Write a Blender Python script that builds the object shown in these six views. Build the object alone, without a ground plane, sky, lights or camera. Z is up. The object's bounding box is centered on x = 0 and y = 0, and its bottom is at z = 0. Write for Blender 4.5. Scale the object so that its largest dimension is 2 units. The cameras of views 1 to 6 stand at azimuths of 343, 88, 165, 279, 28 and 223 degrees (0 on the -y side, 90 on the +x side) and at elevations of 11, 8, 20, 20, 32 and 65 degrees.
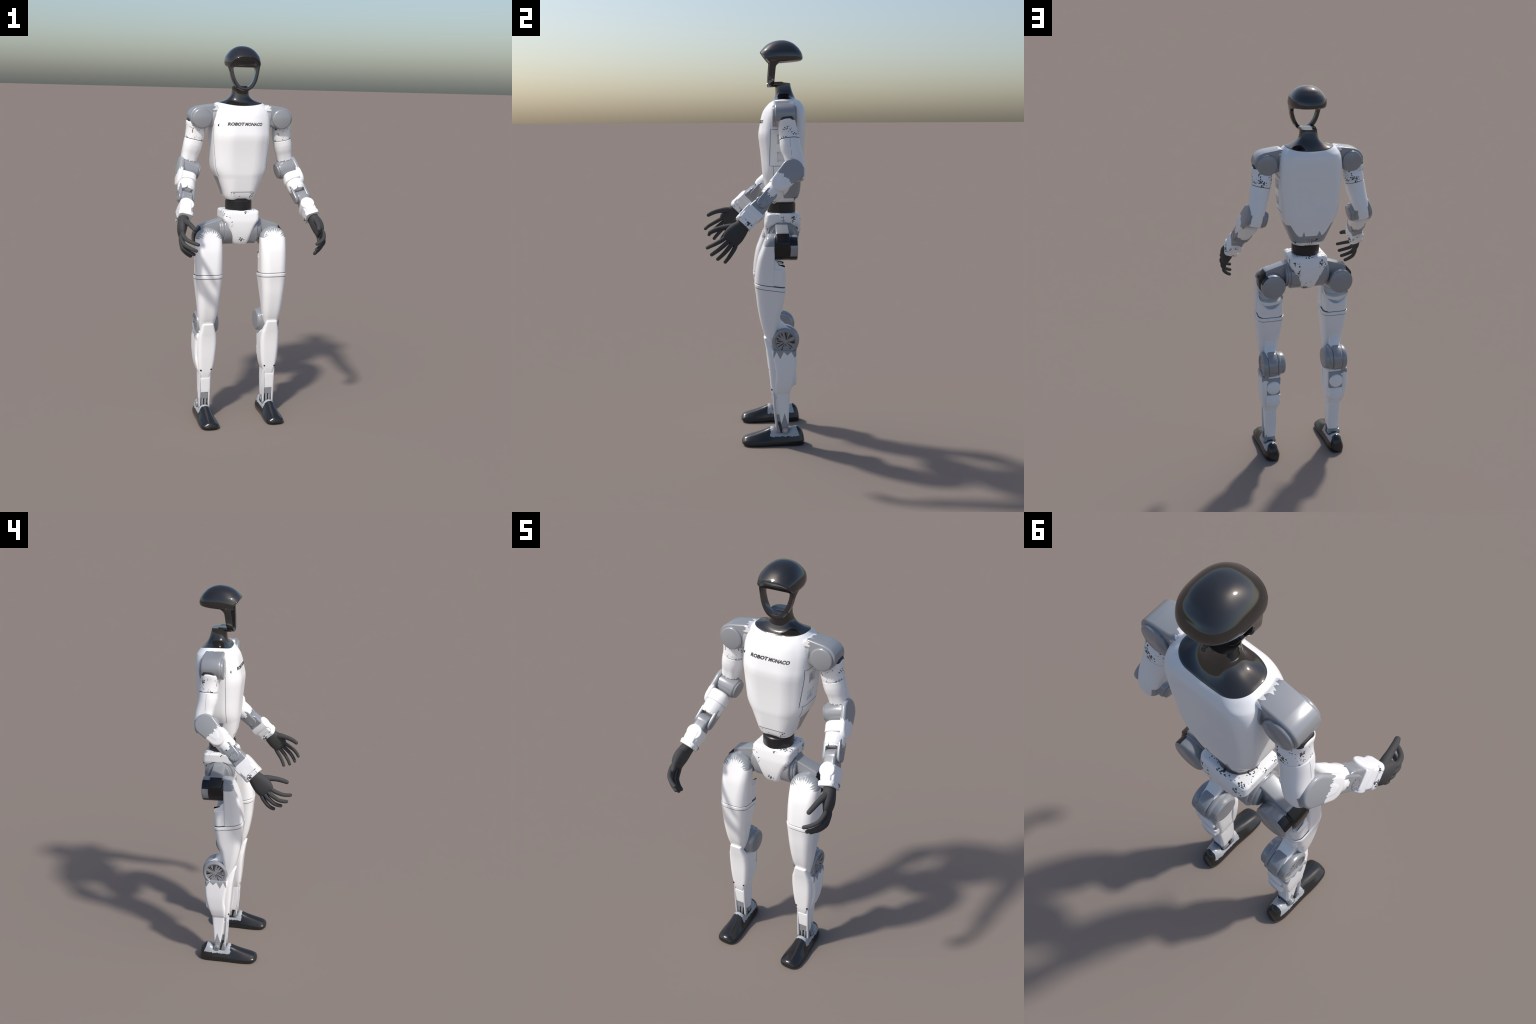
# A white-and-grey humanoid robot with a glossy dark helmet, built part by part.
import bpy, bmesh, math, random
from mathutils import Matrix, Vector
from mathutils.bvhtree import BVHTree

random.seed(7)
for o in list(bpy.data.objects):
    bpy.data.objects.remove(o)
COL = bpy.context.scene.collection

# ------------------------------------------------------------------ maths
def pchip(xs, ys, x):
    """Monotone cubic interpolation of one column of stations."""
    n = len(xs)
    if x <= xs[0]: return ys[0]
    if x >= xs[-1]: return ys[-1]
    h = [xs[i+1]-xs[i] for i in range(n-1)]
    d = [(ys[i+1]-ys[i])/h[i] for i in range(n-1)]
    m = [0.0]*n
    m[0], m[-1] = d[0], d[-1]
    for i in range(1, n-1):
        if d[i-1]*d[i] > 0:
            w1, w2 = 2*h[i]+h[i-1], h[i]+2*h[i-1]
            m[i] = (w1+w2)/(w1/d[i-1]+w2/d[i])
    i = max(k for k in range(n-1) if xs[k] <= x)
    t = (x-xs[i])/h[i]
    return ((2*t**3-3*t*t+1)*ys[i] + (t**3-2*t*t+t)*h[i]*m[i]
            + (-2*t**3+3*t*t)*ys[i+1] + (t**3-t*t)*h[i]*m[i+1])

def rpoly(verts, radii, k=7, e=3):
    """Closed polygon with rounded corners; k points a corner, e points an edge."""
    n = len(verts); arcs = []
    for i in range(n):
        p, a, b = Vector(verts[i]), Vector(verts[i-1]), Vector(verts[(i+1) % n])
        u, v = (a-p), (b-p)
        lu, lv = u.length, v.length
        u.normalize(); v.normalize()
        ang = math.acos(max(-1, min(1, u.dot(v))))
        t = min(radii[i]/max(math.tan(ang/2), 1e-6), 0.495*lu, 0.495*lv)
        pts = []
        for j in range(k):
            s = j/(k-1)
            r = t*math.tan(ang/2)
            c = p+(u+v).normalized()*(r/max(math.sin(ang/2), 1e-6))
            q0, q1 = (p+u*t)-c, (p+v*t)-c
            full = math.pi-ang
            if full < 1e-4:
                pts.append(p+u*t*(1-s)+v*t*s); continue
            w0, w1 = math.sin((1-s)*full)/math.sin(full), math.sin(s*full)/math.sin(full)
            pts.append(c+q0*w0+q1*w1)
        arcs.append(pts)
    out = []
    for i in range(n):
        out += arcs[i]
        a, b = arcs[i][-1], arcs[(i+1) % n][0]
        for j in range(1, e+1):
            out.append(a.lerp(b, j/(e+1)))
    return [(p.x, p.y) for p in out]

def rbox(xl, xr, yf, yb, rf, rb, k=7, e=3):
    """Rounded rectangle seen from above, front radius rf, back radius rb."""
    m = 0.495*min(xr-xl, yb-yf)
    rf, rb = min(rf, m), min(rb, m)
    return rpoly([(xl, yf), (xr, yf), (xr, yb), (xl, yb)], [rf, rf, rb, rb], k, e)

# ------------------------------------------------------------------ mesh kit
class Geo:
    """Vertices and faces of one part, in left-hand-side world coordinates."""
    def __init__(s): s.v, s.f = [], []
    def add(s, v, f):
        o = len(s.v); s.v += [Vector(p) for p in v]; s.f += [[i+o for i in q] for q in f]
        return s
    def join(s, g): return s.add(g.v, g.f)
    def xf(s, m):
        s.v = [m @ p for p in s.v]; return s

def skin(rings, closed_ends=(True, True), loop=False):
    g = Geo(); n = len(rings[0]); v = [p for r in rings for p in r]; f = []
    R = len(rings)
    for i in range(R if loop else R-1):
        a, b = i*n, ((i+1) % R)*n
        for j in range(n):
            k = (j+1) % n
            f.append([a+j, a+k, b+k, b+j])
    if not loop:
        if closed_ends[0]: f.append(list(range(n))[::-1])
        if closed_ends[1]: f.append([(R-1)*n+j for j in range(n)])
    return g.add(v, f)

def spaced(a, b, n): return [a+(b-a)*i/(n-1) for i in range(n)]

def loft(st, m=40, cap=(0, 0), zfun=None, k=7, e=3):
    """Stack of rounded boxes: stations (z, xl, xr, yf, yb, rf, rb), rounded ends."""
    st = sorted(st); zs = [s[0] for s in st]
    cols = list(zip(*st))
    at = lambda z: [pchip(zs, cols[c], z) for c in range(1, 7)]
    levels = []
    lo, hi = zs[0], zs[-1]
    if cap[0]:
        for j in range(6):
            a = j/6*math.pi/2
            levels.append((lo+cap[0]*(1-math.sin(a)), cap[0]*(1-math.cos(a))))
        levels = [(lo+cap[0]*(1-math.sin(math.pi/2*(1-j/6))), cap[0]*(1-math.cos(math.pi/2*(1-j/6)))) for j in range(6)]
    for z in sorted(set(spaced(lo+cap[0], hi-cap[1], m)+[z for z in zs if lo+cap[0] < z < hi-cap[1]])):
        levels.append((z, 0))
    if cap[1]:
        levels += [(hi-cap[1]*(1-math.sin(math.pi/2*j/6)), cap[1]*(1-math.cos(math.pi/2*j/6))) for j in range(1, 7)]
    rings = []
    for z, ins in levels:
        xl, xr, yf, yb, rf, rb = at(z)
        ring = rbox(xl+ins, xr-ins, yf+ins, yb-ins, max(rf-ins, .001), max(rb-ins, .001), k, e)
        rings.append([Vector((x, y, z if zfun is None else zfun(x, y, z))) for x, y in ring])
    return skin(rings)

def offset2(pts, d):
    """Move an outline inwards by d (counter-clockwise outline)."""
    n = len(pts); out = []
    for i in range(n):
        a, p, b = Vector(pts[i-1]), Vector(pts[i]), Vector(pts[(i+1) % n])
        t = (b-a)
        if t.length < 1e-9: out.append(tuple(p)); continue
        t.normalize()
        out.append((p.x-t.y*d, p.y+t.x*d))
    return out

AX = {'x': lambda a, b, h: (h, a, b), 'y': lambda a, b, h: (a, h, b), 'z': lambda a, b, h: (a, b, h)}
def prism(outline, axis, lo, hi, bev=.004, seg=3):
    """Outline swept along an axis, edges rounded by bev."""
    rings = []
    for j in range(seg+1):
        a = math.pi/2*j/seg
        rings.append((lo+bev*(1-math.sin(a)), bev*(1-math.cos(a))))
    rings = [(lo+bev*(1-math.cos(math.pi/2*j/seg)), bev*(1-math.sin(math.pi/2*j/seg))) for j in range(seg+1)] \
        + [(hi-bev*(1-math.cos(math.pi/2*j/seg)), bev*(1-math.sin(math.pi/2*j/seg))) for j in range(seg, -1, -1)]
    f = AX[axis]
    g = skin([[Vector(f(a, b, h)) for a, b in offset2(outline, ins)] for h, ins in rings])
    return g

def lathe(prof, axis, c, n=56, closed=True):
    """Revolve (radius, height) pairs about an axis through c."""
    f = AX[axis]; rings = []
    for r, h in prof:
        rings.append([Vector(f(r*math.cos(2*math.pi*i/n), r*math.sin(2*math.pi*i/n), h))+Vector(c) for i in range(n)])
    return skin(rings, (closed, closed))

def drum(axis, c, r, lo, hi, b=.005, n=56):
    """Cylinder with rounded rims, lo..hi measured along its axis in world units."""
    c = list(c); c['xyz'.index(axis)] = 0
    q = [(r-b*(1-math.sin(a)), b*(1-math.cos(a))) for a in (0, math.pi/8, math.pi/4, 3*math.pi/8, math.pi/2)]
    return lathe([(x, lo+h) for x, h in q]+[(x, hi-h) for x, h in q[::-1]], axis, c, n)

def hull_outline(circles, n=72):
    """Convex outline round a set of circles (x, y, r)."""
    pts = []
    for i in range(n):
        a = 2*math.pi*i/n; d = Vector((math.cos(a), math.sin(a)))
        best = max(circles, key=lambda c: c[0]*d.x+c[1]*d.y+c[2])
        pts.append((best[0]+best[2]*d.x, best[1]+best[2]*d.y))
    out = []
    for p in pts:
        if not out or (Vector(p)-Vector(out[-1])).length > 1e-5: out.append(p)
    return out

def tube(path, radii, n=20, m=28, flat=1.0, tip=True):
    """Smooth tube through control points with a rounded tip."""
    P = [Vector(p) for p in path]
    ts = [0]
    for a, b in zip(P, P[1:]): ts.append(ts[-1]+(b-a).length)
    pos = lambda t: Vector([pchip(ts, [p[c] for p in P], t) for c in range(3)])
    L = ts[-1]; rings = []
    rend = radii[-1]
    samp = [(t, 1.0) for t in spaced(0, L-rend if tip else L, m)]
    if tip: samp += [(L-rend+rend*math.sin(a), max(math.cos(a), .05)) for a in spaced(.2, math.pi/2, 6)]
    ref = Vector((1, 0, 0))
    for t, s in samp:
        d = (pos(min(t+.001, L))-pos(max(t-.001, 0))).normalized()
        u = (ref-d*ref.dot(d)).normalized(); w = d.cross(u)
        r = pchip(ts, radii, t)*s
        rings.append([pos(t)+(u*math.cos(2*math.pi*i/n)*flat+w*math.sin(2*math.pi*i/n))*r for i in range(n)])
    return skin(rings)

MIR = Matrix.Diagonal((-1, 1, 1, 1))
MID = Matrix.Translation((-.005, 0, 0))   # the robot's mirror plane stands a little off x = 0
HEADFIX = Matrix.Translation((.005, 0, 0))
def obj(name, geo, mat, parent=None, frame=None, side=1, post=None, angle=35):
    """Make a named mesh object; frame is its local space, side -1 mirrors it."""
    F = frame or Matrix.Identity(4)
    inv = F.inverted()
    vs = [inv @ p for p in geo.v]
    fs = geo.f
    M = F
    if side < 0:
        vs = [MIR @ p for p in vs]; M = MIR @ F @ MIR
    if post is not None: M = post @ M
    M = MID @ M
    me = bpy.data.meshes.new(name)
    me.from_pydata(vs, [], fs)
    bm = bmesh.new(); bm.from_mesh(me)
    bmesh.ops.remove_doubles(bm, verts=bm.verts, dist=1e-6)
    bmesh.ops.recalc_face_normals(bm, faces=bm.faces)
    bm.to_mesh(me); bm.free()
    me.materials.append(mat)
    for p in me.polygons: p.use_smooth = True
    me.set_sharp_from_angle(angle=math.radians(angle))
    o = bpy.data.objects.new(name, me); COL.objects.link(o)
    o.matrix_world = M
    if parent:
        o.parent = parent; o.matrix_parent_inverse = parent.matrix_world.inverted()
    return o

def cut(target, geo):
    """Boolean-subtract a helper shape."""
    h = obj('cutter', geo, WHITE)
    m = target.modifiers.new('cut', 'BOOLEAN'); m.object = h; m.operation = 'DIFFERENCE'; m.solver = 'EXACT'
    dg = bpy.context.evaluated_depsgraph_get(); dg.update()
    me = bpy.data.meshes.new_from_object(target.evaluated_get(dg))
    target.modifiers.clear(); target.data = me
    for p in me.polygons: p.use_smooth = True
    me.set_sharp_from_angle(angle=math.radians(35))
    bpy.data.objects.remove(h)

# ------------------------------------------------------------------ materials
class N:
    """Tiny expression builder for shader math."""
    def __init__(s, nt, sock): s.nt, s.s = nt, sock
    def _m(s, op, *o, clamp=False):
        n = s.nt.nodes.new('ShaderNodeMath'); n.operation = op; n.use_clamp = clamp
        for i, x in enumerate((s,)+o):
            if isinstance(x, N): s.nt.links.new(x.s, n.inputs[i])
            else: n.inputs[i].default_value = x
        return N(s.nt, n.outputs[0])
    def __add__(s, o): return s._m('ADD', o)
    __radd__ = __add__
    def __sub__(s, o): return s._m('SUBTRACT', o)
    def __rsub__(s, o): return (s*-1)+o
    def __mul__(s, o): return s._m('MULTIPLY', o)
    __rmul__ = __mul__
    def __truediv__(s, o): return s._m('DIVIDE', o)
    def __gt__(s, o): return s._m('GREATER_THAN', o)
    def __lt__(s, o): return s._m('LESS_THAN', o)
    def max(s, o): return s._m('MAXIMUM', o)
    def min(s, o): return s._m('MINIMUM', o)
    def abs(s): return s._m('ABSOLUTE')
    def tri(s, scale): return s._m('PINGPONG', scale)
    def atan2(s, o): return s._m('ARCTAN2', o)
    def sqrt(s): return s._m('SQRT')
    def snap(s, o): return s._m('SNAP', o)

class Mat:
    def __init__(s, name, rough, spec=.5, coat=0, metal=0):
        s.m = bpy.data.materials.new(name); s.m.use_nodes = True
        s.nt = s.m.node_tree
        s.b = s.nt.nodes['Principled BSDF']
        s.b.inputs['Roughness'].default_value = rough
        s.b.inputs['Specular IOR Level'].default_value = spec
        s.b.inputs['Coat Weight'].default_value = coat
        s.b.inputs['Coat Roughness'].default_value = .06
        s.b.inputs['Metallic'].default_value = metal
        tc = s.nt.nodes.new('ShaderNodeTexCoord'); s.co = tc.outputs['Object']
        sp = s.nt.nodes.new('ShaderNodeSeparateXYZ'); s.nt.links.new(s.co, sp.inputs[0])
        s.x, s.y, s.z = (N(s.nt, sp.outputs[i]) for i in range(3))
    def vec(s, x, y, z):
        c = s.nt.nodes.new('ShaderNodeCombineXYZ')
        for i, q in enumerate((x, y, z)):
            if isinstance(q, N): s.nt.links.new(q.s, c.inputs[i])
            else: c.inputs[i].default_value = q
        return c.outputs[0]
    def noise(s, scale, detail=2, co=None, dim='3D'):
        n = s.nt.nodes.new('ShaderNodeTexNoise'); n.inputs['Scale'].default_value = scale
        n.inputs['Detail'].default_value = detail
        s.nt.links.new(co or s.co, n.inputs['Vector'])
        return N(s.nt, n.outputs[0])
    def cells(s, scale, co=None, feature='F1'):
        n = s.nt.nodes.new('ShaderNodeTexVoronoi'); n.inputs['Scale'].default_value = scale
        n.feature = feature
        s.nt.links.new(co or s.co, n.inputs['Vector'])
        return N(s.nt, n.outputs['Distance'])
    def hash(s, v):
        n = s.nt.nodes.new('ShaderNodeTexWhiteNoise'); n.noise_dimensions = '1D'
        s.nt.links.new(v.s, n.inputs['W'])
        return N(s.nt, n.outputs['Value'])
    def paint(s, base, *layers):
        """base colour, then (colour, mask) layers on top."""
        cur = None
        if not layers:
            s.b.inputs['Base Color'].default_value = (*base, 1); return s.m
        for colr, mask in layers:
            n = s.nt.nodes.new('ShaderNodeMix'); n.data_type = 'RGBA'
            s.nt.links.new(mask.s, n.inputs['Factor'])
            if cur is None: n.inputs['A'].default_value = (*base, 1)
            else: s.nt.links.new(cur, n.inputs['A'])
            n.inputs['B'].default_value = (*colr, 1)
            cur = n.outputs['Result']
        s.nt.links.new(cur, s.b.inputs['Base Color'])
        return s.m
    def rough(s, a, b, mask):
        v = mask*(b-a)+a
        s.nt.links.new(v.s, s.b.inputs['Roughness'])

W = (.84, .84, .85)      # white shell
G = (.30, .313, .335)      # grey joint
K = (.012, .012, .014)   # black
DG = (.05, .05, .052)  # glove
SEAM = (.06, .065, .075)

WHITE = Mat('white_shell', .22).paint(W)
GREY = Mat('grey_joint', .21, metal=.22).paint(G)
BLACK = Mat('black_plastic', .3).paint(K)
SEAMM = Mat('dark_seam', .6).paint(SEAM)
GLOSS = Mat('glossy_dark_visor', .07, spec=1.0).paint((.016, .015, .015))
GLOVE = Mat('rubber_glove', .75, spec=.3).paint(DG)
LETTER = Mat('dark_lettering', .5).paint((.05, .052, .055))
LETTER2 = Mat('grey_lettering', .5).paint((.075, .075, .08))
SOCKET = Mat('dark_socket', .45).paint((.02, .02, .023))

def specks(m, scale, amount, region=None, stretch=(1, 1, 1)):
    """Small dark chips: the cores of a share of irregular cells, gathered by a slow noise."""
    mp = m.nt.nodes.new('ShaderNodeMapping'); m.nt.links.new(m.co, mp.inputs[0])
    mp.inputs['Scale'].default_value = stretch
    warp = m.noise(scale*1.3, 1, mp.outputs[0])
    d = m.cells(scale, mp.outputs[0])
    gate = m.noise(scale*.22, 1, mp.outputs[0])
    k = (d+(warp-.5)*.55) < (gate-(1-amount))*2.2
    return k*region if region is not None else k

def m_torso():
    m = Mat('torso_shell', .28)
    ax = m.x.abs()
    jag = m.noise(70, 1, m.vec(m.x, m.y, m.z*.2))
    # lower flanks are bare grey, the front shell keeps a white apron
    side = (m.y > (.118+(1.325-m.z)*.35)+(jag-.5)*.03)*(m.z < 1.328)
    spikes = ((m.x+.012).tri(.052)-.012)*1.1
    backz = 1.258+(((m.x-.036).abs()*-3.2+.034).max(0)).max(((m.x+.045).abs()*-2.2+.034).max(0))
    back = (m.y > .2)*(m.z < backz.max(1.2)+(ax > .07)*((ax-.07)*1.6))
    flank = (m.y < .235).max(back)
    grey = side*flank
    strip = (m.z < 1.228)*(m.y > .15)
    grey = grey*(1-strip)
    flecks = specks(m, 110, .57, (m.z < 1.25)*((m.y < .1).max(m.y > .19)))
    return m.paint(W, (G, grey), (SEAM, flecks))

def m_specked(name, scale, amount, region=None, stretch=(1, 1, 1), rough=.28):
    m = Mat(name, rough)
    r = region(m) if region else None
    return m.paint(W, (SEAM, specks(m, scale, amount, r, stretch)))

def m_thigh():
    m = Mat('thigh_shell', .26)
    ax = m.x.abs()
    dx, dz = ax-.177, m.z-.996
    ang = dz.atan2(dx)
    rad = (dx*dx+dz*dz).sqrt()
    cell = m.hash((ang/.19).snap(1))
    zig = (ang/.095).tri(1)
    rim = (rad > (.0635-.026*zig*(cell*.8+.35)))*(dz > .012)
    slit = (((ang/.055).tri(1)) > .62)*(rad > .050)*(dz > .02)*(cell > .45)
    return m.paint(W, ((.30, .32, .35), rim.max(slit)))

def m_elbow_forearm():
    # forearm local frame: z runs from elbow to hand
    m = Mat('forearm_shell', .28)
    j = m.noise(120, 1, m.vec(m.x, m.y, m.z*.15))
    return m.paint(W, (G, m.z+(j-.5)*.045 < .050))

def m_upper_arm():
    m = Mat('upper_arm_shell', .28)
    j = m.noise(110, 1, m.vec(m.x, m.y, m.z*.2))
    line = (m.y.abs() < .0008)*(m.x.abs() > .02)*(m.z < -.12)*(m.noise(40, 0) > .42)
    return m.paint(W, ((.30, .31, .33), line), (G, ((m.z+(j-.5)*.02 < -.255)*(m.x.abs()+(j-.5)*.012 > .027)).max(m.z < -.314).max((m.z+(j-.5)*.02 < -.226)*(m.y < .012))))

def m_shoe():
    m = Mat('shoe', .2, spec=.6)
    j = m.noise(130, 2, m.vec(m.x, m.y, m.z*.3))
    line = .046+(m.y-.09)*.02
    up = (m.z+(j-.5)*.018 > line)
    span = (m.y+(j-.5)*.02 > .078)*(m.y+(m.z-.05)*.35+(j-.5)*.01 < .222)
    return m.paint((.014, .014, .015), ((.38, .40, .43), up*span))

def m_hip():
    m = Mat('hip_link', .26, metal=.22)
    ax = m.x.abs()
    black = (ax > .213)*(m.z < 1.068)
    return m.paint(G, (K, black))

def m_hip_cap():
    m = Mat('hip_cap', .26, metal=.22)
    return m.paint(G, (K, (m.x.abs() > .208)*((m.z > 1.012).max(m.z < .958))*(m.y < .2105)))  # black facets are dark reflections painted onto the cap's outer side

def m_shank():
    m = Mat('shank_shell', .28)
    ax = m.x.abs()
    zig = (m.y/.018).tri(1)
    cell = m.hash((m.y/.036).snap(1))
    knee = m.z > .485-zig*(.018+.022*cell)
    ankle = m.z < .105+((m.y+.004)/.017).tri(1)*.06*(ax > .2)
    return m.paint(W, (G, (knee*(m.y > .092)*((ax > .2).max(0))).max(ankle)))

def m_kneecap():
    m = Mat('knee_cap', .26, metal=.22)
    dy, dz = m.y-.152, m.z-.535
    rad = (dy*dy+dz*dz).sqrt(); ang = dz.atan2(dy)
    st = m.noise(1, 1, m.vec(ang*5, rad*14, 3.3))
    return m.paint(G, (K, (st > .56)*(rad < .046)*(rad > .010)*(m.x.abs() > .2245)))

def m_wrist():
    m = Mat('wrist_shell', .28)
    a = specks(m, 150, .60, stretch=(1, 1, .55))
    return m.paint(W, (SEAM, a))

def m_bolts():
    m = Mat('bolted_grey', .26, metal=.22)
    return m.paint(G, (SEAM, specks(m, 170, .62)))
def m_shoulder():
    m = Mat('shoulder_grey', .26, metal=.22)
    j = m.noise(90, 1, m.vec(m.x*.2, m.y, m.z))
    return m.paint(G, (W, (m.x.abs()+(j-.5)*.07 < .150)*(m.z > 1.672)))
BOLTS, SHOULDER = m_bolts(), m_shoulder()
TORSO, THIGH, FOREARM, UPPER = m_torso(), m_thigh(), m_elbow_forearm(), m_upper_arm()
SHOE, HIP, SHANK, KNEECAP, WRIST = m_shoe(), m_hip(), m_shank(), m_kneecap(), m_wrist()
HIPCAP = m_hip_cap()
BAND = m_specked('arm_band_shell', 120, .565, lambda m: (m.z < -.045))
PELVIS = m_specked('pelvis_shell', 110, .56, lambda m: ((m.x.abs() > .05)+(m.z < 1.02)+(m.z > 1.135)) > .5)

# ------------------------------------------------------------------ the robot
robot = bpy.data.objects.new('humanoid_robot', None); COL.objects.link(robot)
robot['label'] = 'white and grey humanoid robot with glossy dark open helmet'
robot['category'] = 'robot'

# ---- head: helmet dome on an open face frame
def dome():
    """Hood: stacked super-ellipses, cut at the front by the slanted face plane."""
    #        z     yf (uncut)  yb    half width
    st = [(1.893, .020, .234, .0800), (1.8955, .020, .242, .0835), (1.900, .020, .2465, .0862), (1.908, .021, .2495, .0882), (1.917, .024, .2505, .0890),
          (1.930, .030, .248, .0882), (1.940, .0368, .244, .0862), (1.945, .0405, .2415, .0845), (1.950, .0445, .238, .0818),
          (1.960, .0535, .231, .0752), (1.972, .066, .219, .0655), (1.982, .080, .207, .0545), (1.990, .097, .192, .042),
          (1.9955, .114, .177, .029), (1.9985, .131, .164, .016), (2.0, .146, .150, .003)]
    zs = [s[0] for s in st]; c = list(zip(*st)); rings = []
    for z in spaced(1.893, 1.902, 7)+spaced(1.904, 1.946, 22)+spaced(1.948, 1.985, 16)+spaced(1.987, 2.0, 12):
        yf, yb, hw = (pchip(zs, c[i], z) for i in (1, 2, 3))
        cy, hy = (yf+yb)/2, (yb-yf)/2
        face = .0835-(z-1.893)*.83
        ring = []
        for i in range(160):
            a = 2*math.pi*i/160
            n = 2.5 if z < 1.945 else 2.5-.3*(z-1.945)/.055
            cx = math.copysign(abs(math.cos(a))**(2/n), math.cos(a)); sy = math.copysign(abs(math.sin(a))**(2/n), math.sin(a))
            y = max(cy+hy*sy, face)
            ring.append(Vector((hw*cx, y, z+max(0, y-.13)*.06*max(0, 1-(z-1.893)/.02))))
        rings.append(ring)
    return skin(rings)
head = obj('head', dome(), GLOSS, robot, angle=38, post=HEADFIX)

def face_frame():
    """U-shaped frame: outer and inner outlines lofted front to back."""
    zs = [1.772, 1.776, 1.786, 1.800, 1.815, 1.835, 1.857, 1.880, 1.900]
    outer = [.012, .025, .040, .052, .0605, .0685, .074, .0785, .0815]
    zi = [1.789, 1.793, 1.803, 1.815, 1.830, 1.850, 1.870, 1.886, 1.891]
    inner = [.008, .018, .0305, .040, .0475, .0545, .0595, .0610, .054]
    def loop(z, w):
        right = list(zip(w, z)); left = [(-a, b) for a, b in right[::-1]]
        return right+left
    def dense(p, n=96):
        p = [Vector(q) for q in p]; L = [0]
        for a, b in zip(p, p[1:]): L.append(L[-1]+(b-a).length)
        return [Vector([pchip(L, [q[c] for q in p], L[-1]*i/(n-1)) for c in (0, 1)]) for i in range(n)]
    # right arm bottom->top then left arm top->bottom keeps both loops in step
    O, I = dense(loop(zs, outer)), dense(loop(zi, inner))
    yf = lambda z: .0735+(z-1.772)*.085-.0005*max(0, (z-1.89)/.01)
    yb = lambda z: yf(z)+.034+.032*max(0, (z-1.862)/.038)**2.4
    rings = []
    for t, d in ((0, .0), (.12, .004), (.5, .006), (.88, .004), (1, 0)):
        pass
    def ring(pts, dy, back, grow):
        out = []
        for p, q in pts:
            v = p+(p-q).normalized()*grow
            out.append(Vector((v.x, (yb(v.y) if back else yf(v.y))+dy, v.y)))
        return out
    oi = list(zip(O, I)); io = list(zip(I, O))
    rings = [ring(oi, .004, False, 0), ring(oi, .0008, False, -.0025), ring(oi, .0, False, -.0055), ring(oi, .003, False, -.0075),
             ring(io, .003, False, -.0015), ring(io, .0045, False, 0), ring(io, -.004, True, .0), ring(io, -.0008, True, -.0015), ring(oi, -.001, True, -.004),
             ring(oi, -.005, True, 0)]
    return skin(rings, loop=True)
obj('face_frame', face_frame(), GLOSS, head, post=HEADFIX)
# brow panel and camera slot set into the slanted face under the dome rim
hb = BVHTree.FromObject(head, bpy.context.evaluated_depsgraph_get())
def dome_y(x, z):
    h = hb.ray_cast(Vector((x, -.3, z)), Vector((0, 1, 0)))
    return h[0].y if h[0] else .08
def on_dome(outline, proud, name, mat):
    g = prism(outline, 'y', -proud, .004, .0012)
    g.v = [Vector((p.x, p.y+dome_y(p.x, p.z), p.z)) for p in g.v]
    return obj(name, g, mat, head, angle=60, post=HEADFIX)
on_dome(rpoly([(-.060, 1.8955), (.060, 1.8955), (.062, 1.918), (.040, 1.934), (-.040, 1.934), (-.062, 1.918)], [.006, .006, .014, .03, .03, .014], 8, 10), .0012, 'brow_panel', Mat('brow_gloss', .15, spec=.8).paint((.02, .019, .018)))
on_dome(rpoly([(-.050, 1.909), (.050, 1.909), (.045, 1.919), (-.045, 1.919)], [.004]*4, 6, 10), .0022, 'camera_slot', SOCKET)
for lift, r in ((0, .0024), (.0075, .0016)):
    path = [(-.0755, 1.897), (-.0765, 1.906), (-.072, 1.918), (-.060, 1.930), (-.044, 1.938), (-.022, 1.9425), (0, 1.9435)]
    path = [(x*(1-lift*4), z-lift) for x, z in path]
    path = path+[(-x, z) for x, z in path[-2::-1]]
    obj('brow_rim', tube([(x, .0835-(z-1.893)*.83, z) for x, z in path], [r]*len(path), 12, 60, tip=False), GLOSS, head, angle=60, post=HEADFIX)

# ---- torso shell
TST = [  # z, yf, yb, hw, front flat, y where side starts, back flat, y where side ends
    (1.207, .092, .208, .066, .048, .115, .046, .185), (1.212, .086, .214, .074, .052, .112, .052, .190),
    (1.225, .078, .223, .083, .056, .108, .060, .196), (1.250, .069, .232, .092, .060, .104, .068, .204),
    (1.283, .062, .2375, .105, .064, .100, .080, .212), (1.320, .055, .242, .1205, .068, .096, .093, .218),
    (1.345, .0505, .2445, .133, .071, .092, .103, .222), (1.362, .049, .2455, .1395, .072, .089, .109, .224), (1.380, .0475, .2465, .1435, .073, .087, .113, .226),
    (1.450, .041, .249, .1495, .076, .082, .119, .229), (1.495, .0355, .2515, .1525, .077, .078, .121, .231),
    (1.530, .0315, .254, .1545, .078, .075, .122, .232), (1.540, .0312, .2545, .155, .078, .075, .122, .232), (1.577, .0362, .2565, .156, .078, .080, .121, .232),
    (1.620, .044, .2575, .157, .076, .088, .123, .231), (1.650, .0530, .256, .155, .072, .096, .120, .227),
    (1.676, .066, .2515, .149, .068, .106, .112, .220), (1.690, .0755, .246, .140, .065, .112, .097, .210),
    (1.700, .083, .240, .129, .063, .116, .087, .205), (1.705, .0875, .2365, .120, .062, .118, .081, .202)]
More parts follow.
